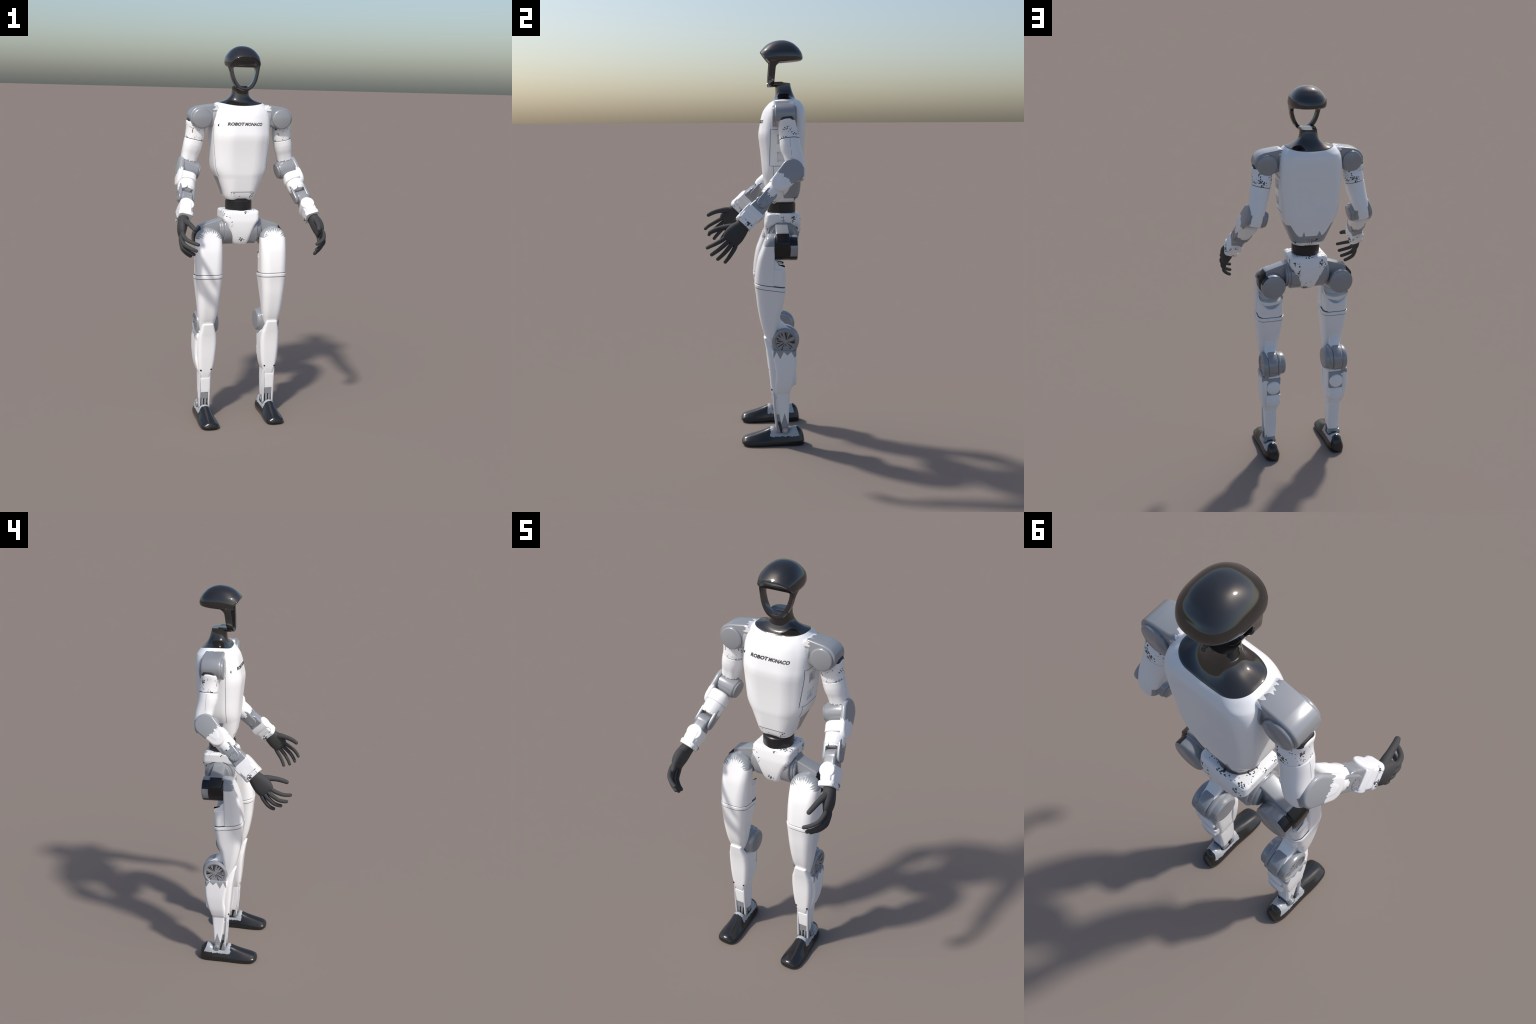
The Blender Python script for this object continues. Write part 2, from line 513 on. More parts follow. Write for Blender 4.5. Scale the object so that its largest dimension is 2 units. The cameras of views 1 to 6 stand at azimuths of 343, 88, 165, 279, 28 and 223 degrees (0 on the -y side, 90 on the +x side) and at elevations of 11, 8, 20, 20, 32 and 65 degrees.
def torso_ring(z):
    zs = [s[0] for s in TST]; c = list(zip(*TST))
    yf, yb, hw, ff, ys, bf, ye = (pchip(zs, c[i], z) for i in range(1, 8))
    P = [(-ff, yf), (ff, yf), (hw, ys), (hw, ye), (bf, yb), (-bf, yb), (-hw, ye), (-hw, ys)]
    soft = max(0, min(1, (z-1.52)/.06))
    cr = .03+.03*max(0, min(1, (z-1.6)/.08))
    rr = [.10+.04*soft, .10+.04*soft, .07, cr, cr*1.6, cr*1.6, cr, .07]
    low = max(0, min(1, (z-1.655)/.05))
    return [Vector((x, y, z+low*.010*((x/hw)**2*1.6-1))) for x, y in rpoly(P, rr, 11, 3)]
def torso():
    rings = [torso_ring(z) for z in sorted(set(spaced(1.207, 1.705, 80)+[s[0] for s in TST]))]
    top = rings[-1]     # the shell turns inwards under the collar
    rings.append([Vector((p.x*.96, .16+(p.y-.16)*.96, p.z-.012)) for p in top])
    rings.append([Vector((p.x*.85, .16+(p.y-.16)*.85, 1.66)) for p in top])
    return skin(rings)
torso_o = obj('torso', torso(), TORSO, robot, angle=50)
for zc, y0, y1 in ((1.520, .118, .172), (1.436, .118, .168)):
    cut(torso_o, prism(rpoly([(y0, zc-.021), (y1, zc-.021), (y1, zc+.021), (y0, zc+.021)], [.006]*4), 'x', .136, .17, .002))
bv = BVHTree.FromObject(torso_o, bpy.context.evaluated_depsgraph_get())
def surf_x(y, z, s):
    h = bv.ray_cast(Vector((s*.4, y, z)), Vector((-s, 0, 0)))
    return h[0].x if h[0] else s*.14
def surf_y(x, z):
    h = bv.ray_cast(Vector((x, -.3, z)), Vector((0, 1, 0)))
    return h[0].y if h[0] else .05
# seams on the flanks: a thin dark strip that follows the shell
def strip(path, s, w=.0011, lift=.0004):
    g = Geo(); rings = []
    pts = [Vector((0, y, z)) for y, z in path]
    dense = []
    for a, b in zip(pts, pts[1:]):
        n = max(2, int((b-a).length/.012))
        dense += [a.lerp(b, i/n) for i in range(n)]
    dense.append(pts[-1])
    for i, p in enumerate(dense):
        d = (dense[min(i+1, len(dense)-1)]-dense[max(i-1, 0)]).normalized()
        nrm = Vector((0, -d.z, d.y))*w
        a, b = p+nrm, p-nrm
        xa, xb = surf_x(a.y, a.z, s), surf_x(b.y, b.z, s)
        rings.append([Vector((xa+s*lift, a.y, a.z)), Vector((xb+s*lift, b.y, b.z)), Vector((xb-s*.003, b.y, b.z)), Vector((xa-s*.003, a.y, a.z))])
    return skin(rings)
obj('panel_seam', strip([(.214, 1.567), (.084, 1.567), (.081, 1.390), (.214, 1.390)], 1), SEAMM, torso_o)
obj('panel_seam', strip([(.098, 1.388), (.100, 1.330)], 1, .0009), SEAMM, torso_o)
obj('panel_seam', strip([(.098, 1.60), (.100, 1.330)], -1, .0009), SEAMM, torso_o)
for y0, y1, z0, z1 in ((.117, .173, 1.498, 1.542), (.117, .169, 1.414, 1.458)):
    obj('handle_rim', strip([(y0, z0), (y1, z0), (y1, z1), (y0, z1), (y0, z0)], 1, .0012), Mat('handle_rim', .4).paint((.45, .46, .48)), torso_o)
for z0 in (1.520, 1.436):
    obj('recessed_handle', prism(rpoly([(.116, z0-.023), (.174, z0-.023), (.174, z0+.023), (.116, z0+.023)], [.006]*4), 'x', .128, .1385, .002), WHITE, torso_o)
dot = prism(rpoly([(-.006, 0), (0, -.0085), (.006, 0), (0, .0085)], [.001]*4), 'y', -.0006, .004, .0004)
dot.v = [Vector((p.x-.132, p.y+surf_y(-.132, 1.596), p.z+1.596)) for p in dot.v]
obj('sensor_dot', dot, BLACK, torso_o)
# seam between the chest shell and the waist apron
apron = Geo()
ring = []
for i in range(41):
    x = -.058+.116*i/40
    y = surf_y(x, 1.2515); ring.append([Vector((x, y-.0006, 1.2505)), Vector((x, y-.0006, 1.2525)), Vector((x, y+.003, 1.2525)), Vector((x, y+.003, 1.2505))])
obj('apron_seam', skin(ring), SEAMM, torso_o)

# ---- lettering across the chest
def lettering(text, x0, x1, z0, height, bold, mat):
    cu = bpy.data.curves.new('chest_lettering', 'FONT'); cu.body = text; cu.size = 1; cu.offset = bold; cu.extrude = .0; cu.resolution_u = 3
    cu.space_character = 1.04
    t = bpy.data.objects.new('chest_lettering', cu); COL.objects.link(t)
    dg = bpy.context.evaluated_depsgraph_get(); dg.update()
    me = bpy.data.meshes.new_from_object(t.evaluated_get(dg)); bpy.data.objects.remove(t)
    xs = [v.co.x for v in me.vertices]; ys = [v.co.y for v in me.vertices]
    ax, bx, ay, by = min(xs), max(xs), min(ys), max(ys)
    bm = bmesh.new(); bm.from_mesh(me)
    bmesh.ops.triangulate(bm, faces=bm.faces)
    bmesh.ops.subdivide_edges(bm, edges=[e for e in bm.edges if e.calc_length() > .15], cuts=2, use_grid_fill=True)
    ex = bmesh.ops.extrude_face_region(bm, geom=list(bm.faces))
    top = {v for v in ex['geom'] if isinstance(v, bmesh.types.BMVert)}
    shear = .28*height
    for v in bm.verts:
        fx, fz = (v.co.x-ax)/(bx-ax), (v.co.y-ay)/(by-ay)
        x = x0+fx*(x1-x0-shear)+fz*shear; z = z0+fz*height
        v.co = Vector((x, surf_y(x, z)+(-.0009 if v in top else .0015), z))
    bmesh.ops.recalc_face_normals(bm, faces=bm.faces)
    bm.to_mesh(me); bm.free()
    me.materials.clear(); me.materials.append(mat)
    o = bpy.data.objects.new('chest_lettering', me); COL.objects.link(o); o.matrix_world = MID; o.parent = torso_o; o.matrix_parent_inverse = torso_o.matrix_world.inverted()
    return o
lettering('ROBOT', -.092, -.0025, 1.596, .0165, .05, LETTER)
lettering('MONACO', -.0025, .096, 1.596, .0165, .046, LETTER2)

# ---- neck: tray under the chin flaring down to the collar
def neck():
    """Flare from the collar opening (the top ring of the torso shell) up to the tray."""
    base = torso_ring(1.705); rings = []
    C = Vector((0, .155))
    def collar(a):      # where a ray from the middle meets the collar opening
        d = Vector((math.cos(a), math.sin(a))); best = None
        for i in range(len(base)):
            p, q = base[i-1], base[i]
            e = Vector((q.x-p.x, q.y-p.y)); w = Vector((p.x, p.y))-C
            den = d.x*e.y-d.y*e.x
            if abs(den) < 1e-12: continue
            t, u = (w.x*e.y-w.y*e.x)/den, (w.x*d.y-w.y*d.x)/den
            if t > 0 and -1e-6 <= u <= 1+1e-6: best = (t, p.z+(q.z-p.z)*u)
        return best
    hs = [-.02, 0, .006, .012, .022, .034, .048, .062, .08, .10]
    side_w = [1.15, 1, .76, .53, .30, .15, .06, .02, 0, 0]
    back_w = [1.1, 1, .86, .72, .52, .35, .20, .10, .02, 0]
    n = 96
    for h in spaced(-.02, .094, 44):
        ring = []
        for i in range(n):
            a = 2*math.pi*i/n
            r0, z0 = collar(a)
            c, si = math.cos(a), math.sin(a)
            k = 2.6
            cx = math.copysign(abs(c)**(2/k), c); sy = math.copysign(abs(si)**(2/k), si)
            lean = max(0, h-.03)*.06
            T = Vector((.0425*cx, .155+.0385*sy-lean))
            B = C+Vector((c, si))*(r0-.0006)
            bw = max(0, si)**2
            w = pchip(hs, side_w, h)*(1-bw)+pchip(hs, back_w, h)*bw
            blend = max(0, min(1, h/.06))
            z = (z0+h)*(1-blend)+(1.700+h)*blend
            z -= max(0, h-.075)*.16*(sy-.1)
            p = T.lerp(B, w)
            ring.append(Vector((p.x, p.y, z)))
        rings.append(ring)
    return skin(rings)
neck_o = obj('neck', neck(), GLOSS, robot, angle=60)
chin = loft([(1.7735, -.026, .026, .078, .160, .012, .02), (1.781, -.036, .036, .077, .160, .014, .02), (1.792, -.0415, .0415, .079, .158, .014, .02)], 8, cap=(.003, .002), k=7, e=9,
            zfun=lambda x, y, z: z if z < 1.783 else z+(z-1.783)/.009*((x/.0415)**2*.008-.003+max(0, y-.085)*.03))
obj('chin_bridge', chin, GLOSS, neck_o, angle=60, post=Matrix.Translation((.003, 0, 0)))

# ---- waist and pelvis
obj('waist', lathe([(.066, 1.148), (.0705, 1.150), (.0705, 1.200), (.066, 1.204), (.066, 1.215)], 'z', (0, .145, 0), 64), BLACK, robot)
def pelvis():
    st = [  # z, hw, yf, yb
        (.962, .026, .105, .175), (.968, .034, .090, .190), (.985, .043, .078, .208), (1.015, .0535, .068, .224), (1.045, .064, .0625, .2335),
        (1.075, .0775, .060, .237), (1.090, .0875, .0595, .238), (1.100, .0945, .060, .238), (1.112, .097, .0615, .237), (1.140, .097, .066, .232), (1.153, .095, .072, .227)]
    return loft([(z, -h, h, a, b, .022, .022) for z, h, a, b in st], 30, cap=(.004, .010))
pel = obj('pelvis', pelvis(), PELVIS, robot, angle=50)
arch = hull_outline([(.148, 1.045, .062), (.100, 1.045, .012), (.196, 1.045, .012), (.148, .90, .056)], 60)
arch = rpoly([(.078, .90), (.222, .90), (.222, 1.082), (.180, 1.108), (.116, 1.108), (.078, 1.082)], [.01, .01, .006, .03, .03, .006], 7, 2)
for s in (1, -1):
    a, b = sorted((s*.052, s*.2))
    cut(pel, prism(arch, 'x', a, b, .001))
core = drum('x', (0, .148, 1.043), .078, -.090, .090, .006)
core.join(drum('x', (0, .148, 1.043), .066, -.104, .104, .005))
obj('pelvis_core', core, GREY, pel)
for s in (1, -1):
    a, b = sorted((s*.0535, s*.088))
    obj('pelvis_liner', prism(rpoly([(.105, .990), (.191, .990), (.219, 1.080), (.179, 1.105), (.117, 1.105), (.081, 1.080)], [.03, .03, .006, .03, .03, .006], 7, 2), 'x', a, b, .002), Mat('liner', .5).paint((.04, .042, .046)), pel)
seam = skin([[Vector((s*.0975, y, z)), Vector((s*.0975, y+.0016, z)), Vector((s*.094, y+.0016, z)), Vector((s*.094, y, z))] for s in (1,) for y, z in ((.150, 1.109), (.150, 1.140))])
obj('pelvis_seam', seam, SEAMM, pel)

# ---- legs
HC = (.181, .998)   # hip roll axis (x, z)
KC = (.152, .538)   # knee axis (y, z)
for side in (1, -1):
    def P(name, geo, mat, parent=robot, angle=35, frame=None, post=None):
        return obj(name, geo, mat, parent, frame, side, post, angle)
    # hip link and roll motor
    link = prism(rpoly([(.092, .985), (.150, .945), (.214, .940), (.247, .978), (.247, 1.030), (.212, 1.072), (.105, 1.105), (.092, 1.100)],
                       [.01, .03, .03, .03, .03, .03, .012, .006], 6, 2), 'y', .108, .172, .006)
    hip = P('hip_joint', link, HIP)
    P('hip_motor', drum('y', (HC[0], 0, HC[1]), .0645, .098, .178, .006), HIP, hip)
    P('hip_motor_cap', lathe([(.058, .170), (.0625, .174), (.0625, .206), (.060, .211), (.057, .213)], 'y', (HC[0]-.002, 0, .995), 64), HIPCAP, hip)
    P('hip_hub', drum('x', (0, .147, 1.043), .060, .085, .114, .006), GREY, hip)

    # thigh: front shell rising as an arch in front of the hip motor
    top = []
    for z in spaced(.822, 1.064, 15):
        hw = .0655 if z < HC[1] else math.sqrt(max(.0665**2-(z-HC[1])**2, .0001))
        hw = min(hw, .0655)-.002*max(0, (.9-z)/.1)
        yf = pchip([.82, .86, .936, .997, 1.03, 1.05, 1.066], [.004, .007, .019, .041, .054, .061, .069], z)
        yb = pchip([.82, .897, .936, 1.065], [.1, .1, .1, .106], z)
        inner = .0105 if z < HC[1] else .0105*hw/.0665
        top.append((z, HC[0]-hw-inner, HC[0]+hw-.001, yf, yb, .048, .012))
    tilt = lambda x, y, z: z-(y-.005)*.14+.004
    fade = lambda x, y, z: z-((y-.005)*.14-.004)*max(0, min(1, (.88-z)/.058))
    thigh = P('thigh', loft(top, 34, k=9, cap=(0, .004), zfun=fade), THIGH, angle=50)
    # rear saddle under the motor
    P('thigh_saddle', loft([(.822, .112, .2405, .060, .153, .02, .030), (.850, .112, .2405, .060, .155, .02, .030), (.870, .112, .241, .060, .156, .02, .030), (.896, .112, .241, .060, .152, .02, .02)], 12,
                           cap=(0, .006), k=9, e=9, zfun=lambda x, y, z: fade(x, y, z)-(max(0, z-.84)/.05)*max(0, .040-((x-.176)/.058)**2*.040)*max(0, min(1, (y-.08)/.03))), WHITE, thigh, angle=45)
    bowl = []
    for i in range(25):
        a = math.radians(228+84*i/24)
        bowl.append([Vector((max(.116, min(.237, HC[0]-.004+r*math.cos(a))), y, HC[1]+r*math.sin(a))) for r, y in ((.085, .080), (.140, .080), (.140, .140), (.124, .148), (.112, .149), (.108, .140), (.103, .118), (.085, .105))])
    P('thigh_cradle', skin(bowl), WHITE, thigh, angle=40)
    P('thigh_ring', loft([(.800, .106, .2455, .0035, .1545, .048, .032), (.8185, .1045, .2455, .003, .155, .048, .032)], 4, cap=(.004, .004), zfun=tilt, k=9), WHITE, thigh, angle=50)
    P('thigh_seam', loft([(.79, .109, .2425, .0065, .1515, .046, .03), (.824, .108, .2425, .006, .152, .046, .03)], 3, zfun=tilt, k=9), SEAMM, thigh, angle=50)
    low = [(.500, .156, .212, .086, .098, .006, .006), (.520, .148, .2165, .073, .100, .02, .012), (.545, .139, .2205, .0605, .104, .026, .015), (.578, .1305, .2255, .0455, .110, .030, .02),
           (.620, .1245, .2305, .033, .118, .034, .025), (.664, .1205, .234, .0235, .128, .036, .03), (.710, .1165, .237, .0155, .142, .038, .03),
           (.771, .1105, .242, .0085, .1505, .042, .032), (.798, .107, .2445, .0045, .154, .046, .032)]
    P('thigh_lower', loft(low, 40, zfun=lambda x, y, z: z-((y-.005)*.14-.004)*max(0, (z-.7)/.1), k=9), WHITE, thigh, angle=50)
    # neck of the thigh running back into the knee drum
    rear = prism(rpoly([(.150, .545), (.200, .585), (.158, .606), (.128, .634), (.126, .690), (.08, .700), (.08, .56)], [.02, .02, .04, .03, .01, .01, .01], 6, 2)[::1], 'x', .150, .206, .006)
    P('thigh_neck', rear, Mat('thigh_neck_shell', .3).paint(W), thigh, angle=40)

    # knee: central drum with an outer and an inner cap
    knee = P('knee', drum('x', (0, KC[0], KC[1]), .0705, .152, .203, .010), GREY)
    P('knee_cap', lathe([(.064, .203), (.066, .207), (.066, .220), (.063, .2265), (.057, .2305), (.0525, .2305), (.0505, .2285), (.0495, .2262), (.047, .2258), (.02, .2258), (.001, .2258)], 'x', (0, KC[0], KC[1]-.004), 72), KNEECAP, knee, angle=30)
    P('knee_inner_cap', lathe([(.064, .152), (.067, .148), (.067, .141), (.063, .135), (.060, .133), (.0595, .123), (.057, .115), (.051, .1095), (.04, .1085), (.001, .1085)][::-1], 'x', (0, KC[0], KC[1]), 64), GREY, knee, angle=30)

    # shank: front shin plate, side shells, rear actuators
    plate = [(.226, .166, .194, .099, .112, .006, .004), (.232, .160, .200, .095, .116, .010, .004), (.250, .151, .206, .090, .118, .016, .004), (.275, .143, .2135, .0845, .118, .020, .006),
             (.305, .135, .219, .0805, .117, .022, .006), (.370, .127, .2245, .0730, .114, .024, .006), (.430, .1235, .226, .0670, .108, .025, .006), (.480, .127, .2235, .0600, .098, .024, .006),
             (.500, .133, .219, .0560, .090, .020, .006), (.549, .148, .206, .0470, .064, .012, .004)]
    shin = P('shin_plate', loft(plate, 44, cap=(.003, .003), k=8), WHITE, angle=50)
    shell = [(.262, .147, .212, .102, .172, .012, .012), (.290, .138, .223, .100, .179, .014, .016), (.320, .133, .230, .100, .185, .014, .018), (.360, .130, .2345, .104, .187, .014, .020),
             (.400, .129, .2365, .100, .191, .014, .022), (.446, .128, .236, .092, .192, .014, .022), (.475, .130, .2345, .086, .192, .012, .022), (.492, .138, .233, .088, .192, .012, .022)]
    shank = P('shank', loft(shell, 34, cap=(.003, .003), k=7), SHANK, angle=50)
    P('shank_knee_arm', prism(hull_outline([(KC[0], KC[1]-.004, .062), (.148, .47, .055)], 64), 'x', .200, .2235, .006), SHANK, shank)
    P('calf_side_shell', loft([(.275, .204, .2185, .110, .177, .004, .008), (.320, .205, .2305, .110, .189, .004, .010), (.360, .206, .2348, .110, .199, .004, .012), (.400, .207, .2368, .110, .2045, .004, .012), (.446, .207, .2363, .110, .2065, .004, .012), (.488, .206, .2345, .110, .206, .004, .012)], 20, cap=(.003, .003)), SHANK, shank, angle=50)
    for zc in (.418, .338):
        P('ankle_motor', lathe([(.037, .180), (.037, .203), (.035, .2065), (.031, .2085), (.001, .2098)], 'y', (.174, 0, zc), 48), WHITE, shank)
    P('motor_bay', loft([(.372, .136, .214, .18, .1965, .004, .006), (.470, .134, .214, .18, .1975, .004, .008)], 4, cap=(.003, .003)), Mat('bay', .5).paint((.33, .345, .37)), shank)  # white part greyed: occlusion shade around the drums put into the colour
    P('motor_bracket', loft([(.300, .144, .206, .165, .196, .004, .012), (.330, .137, .212, .165, .2015, .004, .010), (.376, .135, .213, .165, .2045, .004, .008)], 6, cap=(.003, .003)), WHITE, shank)
    low2 = [(.075, .153, .209, .136, .166, .012, .012), (.10, .151, .209, .132, .170, .010, .012), (.16, .148, .209, .121, .171, .008, .010), (.22, .147, .210, .112, .174, .008, .010), (.27, .148, .212, .106, .176, .01, .012)]
    strut = P('lower_shank', loft(low2, 20, cap=(.01, .002)), SHANK, shank)
    P('shank_front_plate', loft([(.156, .159, .204, .1005, .122, .004, .003), (.200, .156, .206, .0955, .122, .004, .003), (.240, .154, .208, .0910, .122, .004, .003)], 6, cap=(.002, .002)), WHITE, shank)
    for x in (.155, .207):
        P('ankle_rod', tube([(x, .096, .272), (x, .101, .18), (x, .112, .075)], [.0062, .006, .006], 14, 10, tip=False), Mat('rod', .3).paint((.6, .6, .62)), shank)
        P('rod_joint', prism(rpoly([(.106, .064), (.130, .064), (.117, .108), (.108, .108)], [.004]*4, 5, 2), 'x', x-.0065, x+.0065, .002), GREY, shank)
    P('shank_inner_plate', loft([(.110, .1505, .160, .108, .140, .003, .003), (.18, .1485, .162, .0995, .140, .003, .003), (.268, .1465, .164, .096, .140, .003, .003)], 6, cap=(.003, .003)), WHITE, shank)
    P('ankle_pin', drum('x', (0, .152, .076), .0165, .150, .218, .003, 32), GREY, shank)
    P('ankle_pin_head', drum('x', (0, .152, .076), .009, .2, .2195, .002, 24), Mat('steel', .25, metal=1).paint((.5, .5, .52)), shank)
    P('ankle_block', loft([(.118, .163, .202, .1055, .165, .004, .006), (.156, .161, .203, .1025, .165, .004, .006)], 4, cap=(.003, 0)), GREY, shank)
    P('ankle_core', loft([(.06, .164, .202, .118, .172, .006, .006), (.13, .166, .200, .122, .160, .006, .006)], 4), Mat('ankle', .4).paint((.06, .063, .07)), shank)
    for x in (.174, .191):
        P('ankle_knuckle', tube([(x, .112, .128), (x, .110, .100), (x, .112, .076)], [.0055, .0062, .0055], 14, 8, tip=False), GREY, shank)
    for x, z in ((.151, .290), (.207, .287)):
        P('shin_bolt', drum('y', (x, 0, z), .0048, .0822, .10, .0006, 16), BLACK, shin)

    # foot: shoe lofted heel to toe
    prof_y = [-.064, -.060, -.050, -.030, .010, .050, .080, .092, .100, .112, .150, .178, .195, .212, .228, .240, .247, .2495]
    top_z = [.022, .032, .040, .0475, .060, .0745, .087, .0905, .084, .072, .070, .080, .090, .0905, .081, .062, .035, .018]
    halfw = [.018, .032, .0435, .0505, .0525, .0505, .0475, .0465, .046, .0455, .0445, .044, .0435, .042, .038, .031, .020, .008]
    inset = [.34, .34, .34, .34, .36, .38, .42, .46, .54, .62, .64, .62, .55, .5, .48, .48, .5, .5]
    rings = []
    for y in spaced(-.064, .2495, 64):
        zt, hw, q = (pchip(prof_y, a, y) for a in (top_z, halfw, inset))
        cx = .180+.003*math.sin((y+.06)*9)
        zb = .0005+max(0, (-.030-y))*.22
        sole = min(.022, zt*.55)
        rings.append([Vector((cx+a, y, b)) for a, b in rpoly([(-hw*.93, zb), (hw*.93, zb), (hw, sole), (hw*q, zt), (-hw*q, zt), (-hw, sole)], [.006, .006, .022, .034, .034, .022], 9, 2)])
    foot = P('foot', skin(rings), SHOE, angle=60)
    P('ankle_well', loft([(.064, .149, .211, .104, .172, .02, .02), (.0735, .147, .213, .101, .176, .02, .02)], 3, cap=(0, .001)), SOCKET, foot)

# ---- arms, described for the left; the right one is mirrored and swings 2.6 degrees further forward
S = Vector((.216, .152, 1.633)); E_ = Vector((.273, .178, 1.367)); Wr = Vector((.347, -.053, 1.127))
def frame(origin, zdir, xhint):
    z = zdir.normalized(); x = (xhint-z*xhint.dot(z)).normalized(); y = z.cross(x)
    m = Matrix.Identity(4)
    for i in range(3): m[i][0], m[i][1], m[i][2], m[i][3] = x[i], y[i], z[i], origin[i]
    return m
SA, EA = S+Vector((.001, .008, 0)), E_+Vector((.002, .007, 0))
UF = frame(SA, SA-EA, Vector((1, 0, 0)))                 # upper arm: origin shoulder, z up the arm
EAX = (UF.to_3x3() @ Vector((1, 0, 0)))
FF = frame(E_, Wr-E_, EAX)                             # forearm: origin elbow, z to the hand
for side in (1, -1):
    swing = None
    if side < 0:
        c = Vector((-S.x, S.y, S.z))
        swing = Matrix.Translation(c) @ Matrix.Rotation(math.radians(-2.6), 4, 'X') @ Matrix.Translation(-c)
    def P(name, geo, mat, parent=robot, angle=35, frame=None, post=None):
        return obj(name, geo, mat, parent, frame, side, post, angle)
    bend = swing
    if side < 0:      # the right forearm also turns in a little
        e = Vector((-E_.x, E_.y, E_.z)); ax = (Wr-E_).normalized().cross(Vector((1, 0, 0)))
        bend = swing @ Matrix.Translation(e) @ Matrix.Rotation(math.radians(.9), 4, Vector((0, ax.y, ax.z))) @ Matrix.Translation(-e)
    def A(name, geo, mat, parent=robot, angle=35):      # geometry given in upper arm space
        return obj(name, geo.xf(UF), mat, parent, UF, side, swing, angle)
    def F(name, geo, mat, parent=robot, angle=35):      # geometry given in forearm space
        return obj(name, geo.xf(FF), mat, parent, FF, side, bend, angle)

    # shoulder housing: from the torso out round the roll motor
    house = prism(hull_outline([(.150, 1.672, .030), (.150, 1.628, .030), (S.x-.006, S.z+.002, .0575), (S.x+.006, S.z+.002, .0535)], 72), 'y', .100, .196, .008)
    sh = P('shoulder', house, SHOULDER)
    P('shoulder_flange', drum('x', (0, .153, 1.640), .058, .130, .158, .006), Mat('flange', .4).paint((.34, .355, .38)), sh)
    P('shoulder_cap', lathe([(.050, .106), (.0515, .096), (.049, .0915), (.044, .0895), (.001, .0885)][::-1], 'y', (S.x-.001, 0, S.z-.004), 56), GREY, sh, angle=40)
    P('shoulder_cap', lathe([(.050, .190), (.0515, .200), (.049, .2045), (.044, .2065), (.001, .2075)], 'y', (S.x-.001, 0, S.z-.004), 56), GREY, sh, angle=40)

    # upper arm
    band = loft([(-.113, -.049, .049, -.047, .047, .044, .044), (-.095, -.0495, .0505, -.0475, .0465, .044, .044), (-.075, -.048, .053, -.047, .043, .042, .042), (-.060, -.046, .056, -.047, .0385, .040, .038), (-.048, -.042, .059, -.0465, .037, .036, .034), (-.036, -.030, .0615, -.046, .036, .034, .034), (-.027, -.02, .062, -.040, .033, .034, .032)], 20, k=9, cap=(0, .006))
    ua_band = A('arm_band', band, BAND)
    A('arm_seam', lathe([(.046, -.1165), (.046, -.110)], 'z', (0, 0, 0), 40), SEAMM, ua_band)
    A('arm_dark_cap', loft([(-.035, .0, .059, -.038, .032, .02, .02), (-.018, .004, .0585, -.036, .030, .02, .02)], 4, cap=(0, .002)), SOCKET, ua_band)  # near-black plug set in the dark opening between the shoulder housing and the arm band
    ua = [(-.318, -.034, .034, -.010, .048, .012, .030), (-.305, -.036, .036, -.020, .0545, .016, .03), (-.270, -.037, .037, -.028, .060, .02, .03), (-.230, -.039, .040, -.030, .058, .028, .03), (-.195, -.043, .044, -.036, .054, .036, .036),
          (-.165, -.0475, .0475, -.0445, .050, .042, .042), (-.140, -.0495, .0495, -.048, .0485, .046, .046), (-.116, -.0495, .0495, -.0475, .0475, .046, .046)]
    arm = A('upper_arm', loft(ua, 36, k=9, cap=(.010, .003)), UPPER, angle=50)
    seamg = Geo()
    # elbow: inner barrel in front, outer disc carried by the forearm
    elbow = F('elbow', drum('x', (0, 0, .004), .047, -.052, .040, .008), GREY)
    F('elbow_cap', lathe([(.040, -.048), (.042, -.054), (.040, -.059), (.034, -.061), (.001, -.061)], 'x', (0, 0, .004), 48), GREY, elbow)

    # forearm
    side_plate = prism(hull_outline([(0, 0, .054), (.002, .080, .044)], 64), 'x', .032, .0555, .009)
    fa = F('forearm', side_plate, FOREARM, angle=45)
    fore = [(.050, -.036, .053, -.034, .040, .02, .03), (.062, -.043, .057, -.043, .045, .030, .030), (.085, -.048, .057, -.048, .048, .042, .042), (.104, -.049, .052, -.049, .049, .046, .046)]
    F('forearm_sleeve', loft(fore, 14, k=9, cap=(.010, .003)), WHITE, fa, angle=50)
    F('forearm_sleeve', lathe([(.040, .103), (.0445, .1045), (.0455, .107), (.0455, .152), (.0445, .1545), (.0405, .155), (.040, .140)], 'z', (0, 0, 0), 56), WHITE, fa)
    F('sleeve_rim', lathe([(.036, .150), (.0425, .152), (.0425, .164), (.0405, .166), (.036, .166)], 'z', (0, 0, 0), 48), WRIST, fa)
    # wrist: fork, pitch motor, yaw block, cuff
    fork = Geo()
    for x0, x1 in ((-.041, -.026), (.026, .041)):
        fork.join(prism(hull_outline([(0, .205, .026), (0, .150, .030)], 48), 'x', x0, x1, .004))
    wrist = F('wrist', fork, GREY, angle=40)
    F('wrist_motor', drum('x', (0, 0, .207), .036, -.027, .027, .006, 48), GREY, wrist)
    F('wrist_bolt_ring', lathe([(.020, .040), (.022, .0418), (.014, .0418), (.012, .040)], 'x', (0, 0, .205), 32), BOLTS, wrist)
    F('wrist_link', loft([(.200, -.026, .026, -.034, .034, .01, .01), (.235, -.028, .028, -.038, .038, .01, .01), (.250, -.029, .029, -.039, .039, .01, .01)], 8, cap=(.002, .002)), GREY, wrist)
    blk = F('wrist_block', loft([(.248, -.030, .033, -.039, .039, .008, .008), (.300, -.032, .035, -.038, .038, .008, .008), (.318, -.030, .033, -.036, .036, .008, .008)], 8, cap=(.003, .003)), WHITE, wrist)
    F('wrist_turret', drum('y', (0, 0, .272), .036, -.046, .046, .006, 48), WHITE, wrist)
    F('wrist_turret_ring', lathe([(.030, -.0465), (.030, -.0472), (.018, -.0472), (.018, -.0465)], 'y', (0, 0, .272), 40), WRIST, wrist)
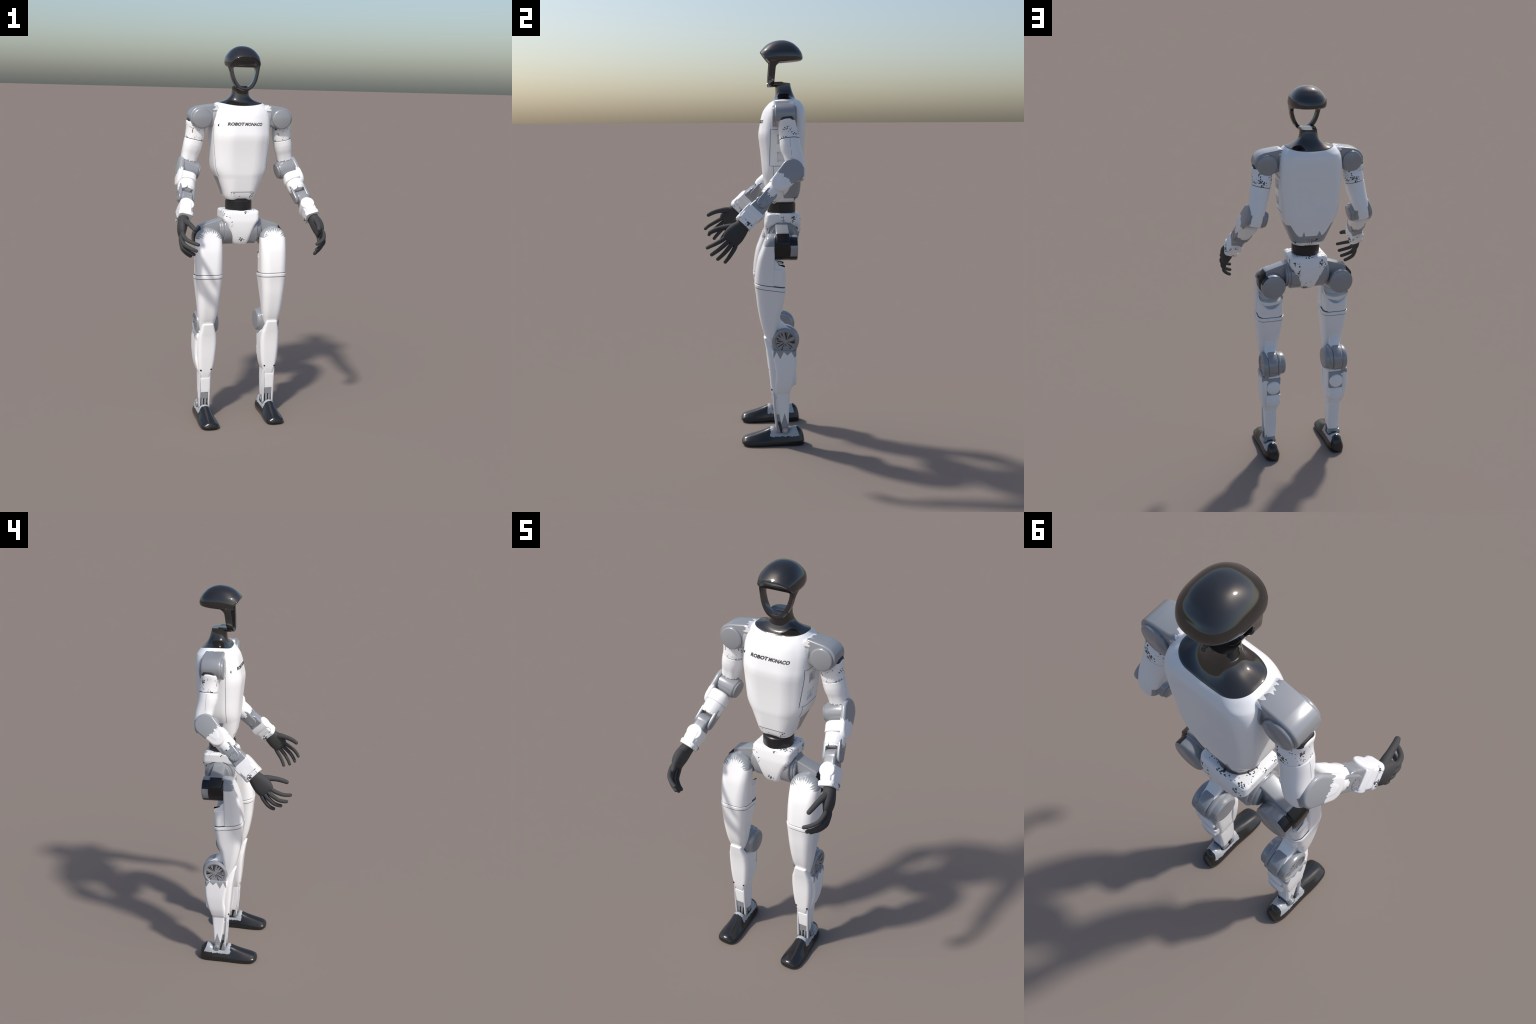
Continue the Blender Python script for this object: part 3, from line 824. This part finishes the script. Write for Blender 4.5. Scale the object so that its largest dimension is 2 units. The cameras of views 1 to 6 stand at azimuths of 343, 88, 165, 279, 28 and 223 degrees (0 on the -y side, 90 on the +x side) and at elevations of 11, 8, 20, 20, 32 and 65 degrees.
    F('wrist_bracket', loft([(.262, -.022, .022, -.048, .048, .006, .006), (.335, -.024, .024, -.047, .047, .006, .006)], 6, cap=(.003, .003)), WHITE, wrist)
    F('wrist_cuff', loft([(.318, -.036, .036, -.046, .046, .018, .018), (.326, -.038, .038, -.0475, .0475, .018, .018), (.342, -.036, .036, -.046, .046, .018, .018)], 6, cap=(.003, .003)), WRIST, wrist)

    # hand, in world space of the left hand
    def H(name, geo, parent=robot, angle=60):
        return obj(name, geo, GLOVE, parent, FF, side, bend, angle)
    K1 = {'index': (.366, -.138, 1.072), 'middle': (.372, -.127, 1.056), 'ring': (.374, -.110, 1.042), 'little': (.370, -.090, 1.036)}
    sect = []
    # palm: loft from the wrist to the knuckle line
    palm_rows = [((.345, -.040, 1.140), .028, .024), ((.352, -.056, 1.122), .035, .026), ((.360, -.075, 1.103), .043, .026), ((.367, -.093, 1.083), .047, .024), ((.371, -.106, 1.067), .045, .0195), ((.372, -.114, 1.056), .041, .016), ((.372, -.119, 1.049), .034, .010)]
    axis = (Vector(palm_rows[-1][0])-Vector(palm_rows[0][0])).normalized()
    across = Vector((.02, -.70, .72)); across = (across-axis*across.dot(axis)).normalized(); nrm = axis.cross(across)
    zs = [i for i in range(len(palm_rows))]
    rings = []
    for t in spaced(0, len(palm_rows)-1, 26):
        c = Vector([pchip(zs, [r[0][k] for r in palm_rows], t) for k in range(3)])
        w, h = pchip(zs, [r[1] for r in palm_rows], t), pchip(zs, [r[2] for r in palm_rows], t)
        ring = []
        for i in range(40):
            a = 2*math.pi*i/40
            cx = math.copysign(abs(math.cos(a))**.85, math.cos(a)); sy = math.copysign(abs(math.sin(a))**.85, math.sin(a))
            ring.append(c+across*(w*cx)+nrm*(h*sy))
        rings.append(ring)
    hand = H('hand', skin(rings))
    paths = {
        'index': [(.366, -.125, 1.078), (.376, -.148, 1.062), (.368, -.182, 1.042), (.343, -.208, 1.027), (.309, -.225, 1.014)],
        'middle': [(.370, -.112, 1.062), (.380, -.134, 1.043), (.375, -.164, 1.017), (.350, -.188, .997), (.315, -.205, .981)],
        'ring': [(.371, -.100, 1.050), (.379, -.114, 1.031), (.375, -.139, 1.001), (.353, -.160, .978), (.320, -.176, .960)],
        'little': [(.367, -.083, 1.048), (.374, -.093, 1.022), (.373, -.112, .990), (.357, -.128, .966), (.330, -.141, .947)]}
    for k, p in paths.items():
        H('finger', tube(p, [.0105, .0105, .0098, .0092, .0085]), hand)
    H('thumb', tube([(.360, -.078, 1.118), (.352, -.116, 1.118), (.345, -.152, 1.113), (.337, -.188, 1.101), (.327, -.216, 1.085)], [.019, .016, .0125, .0115, .0095]), hand)

for o in bpy.data.objects:
    o.select_set(False)
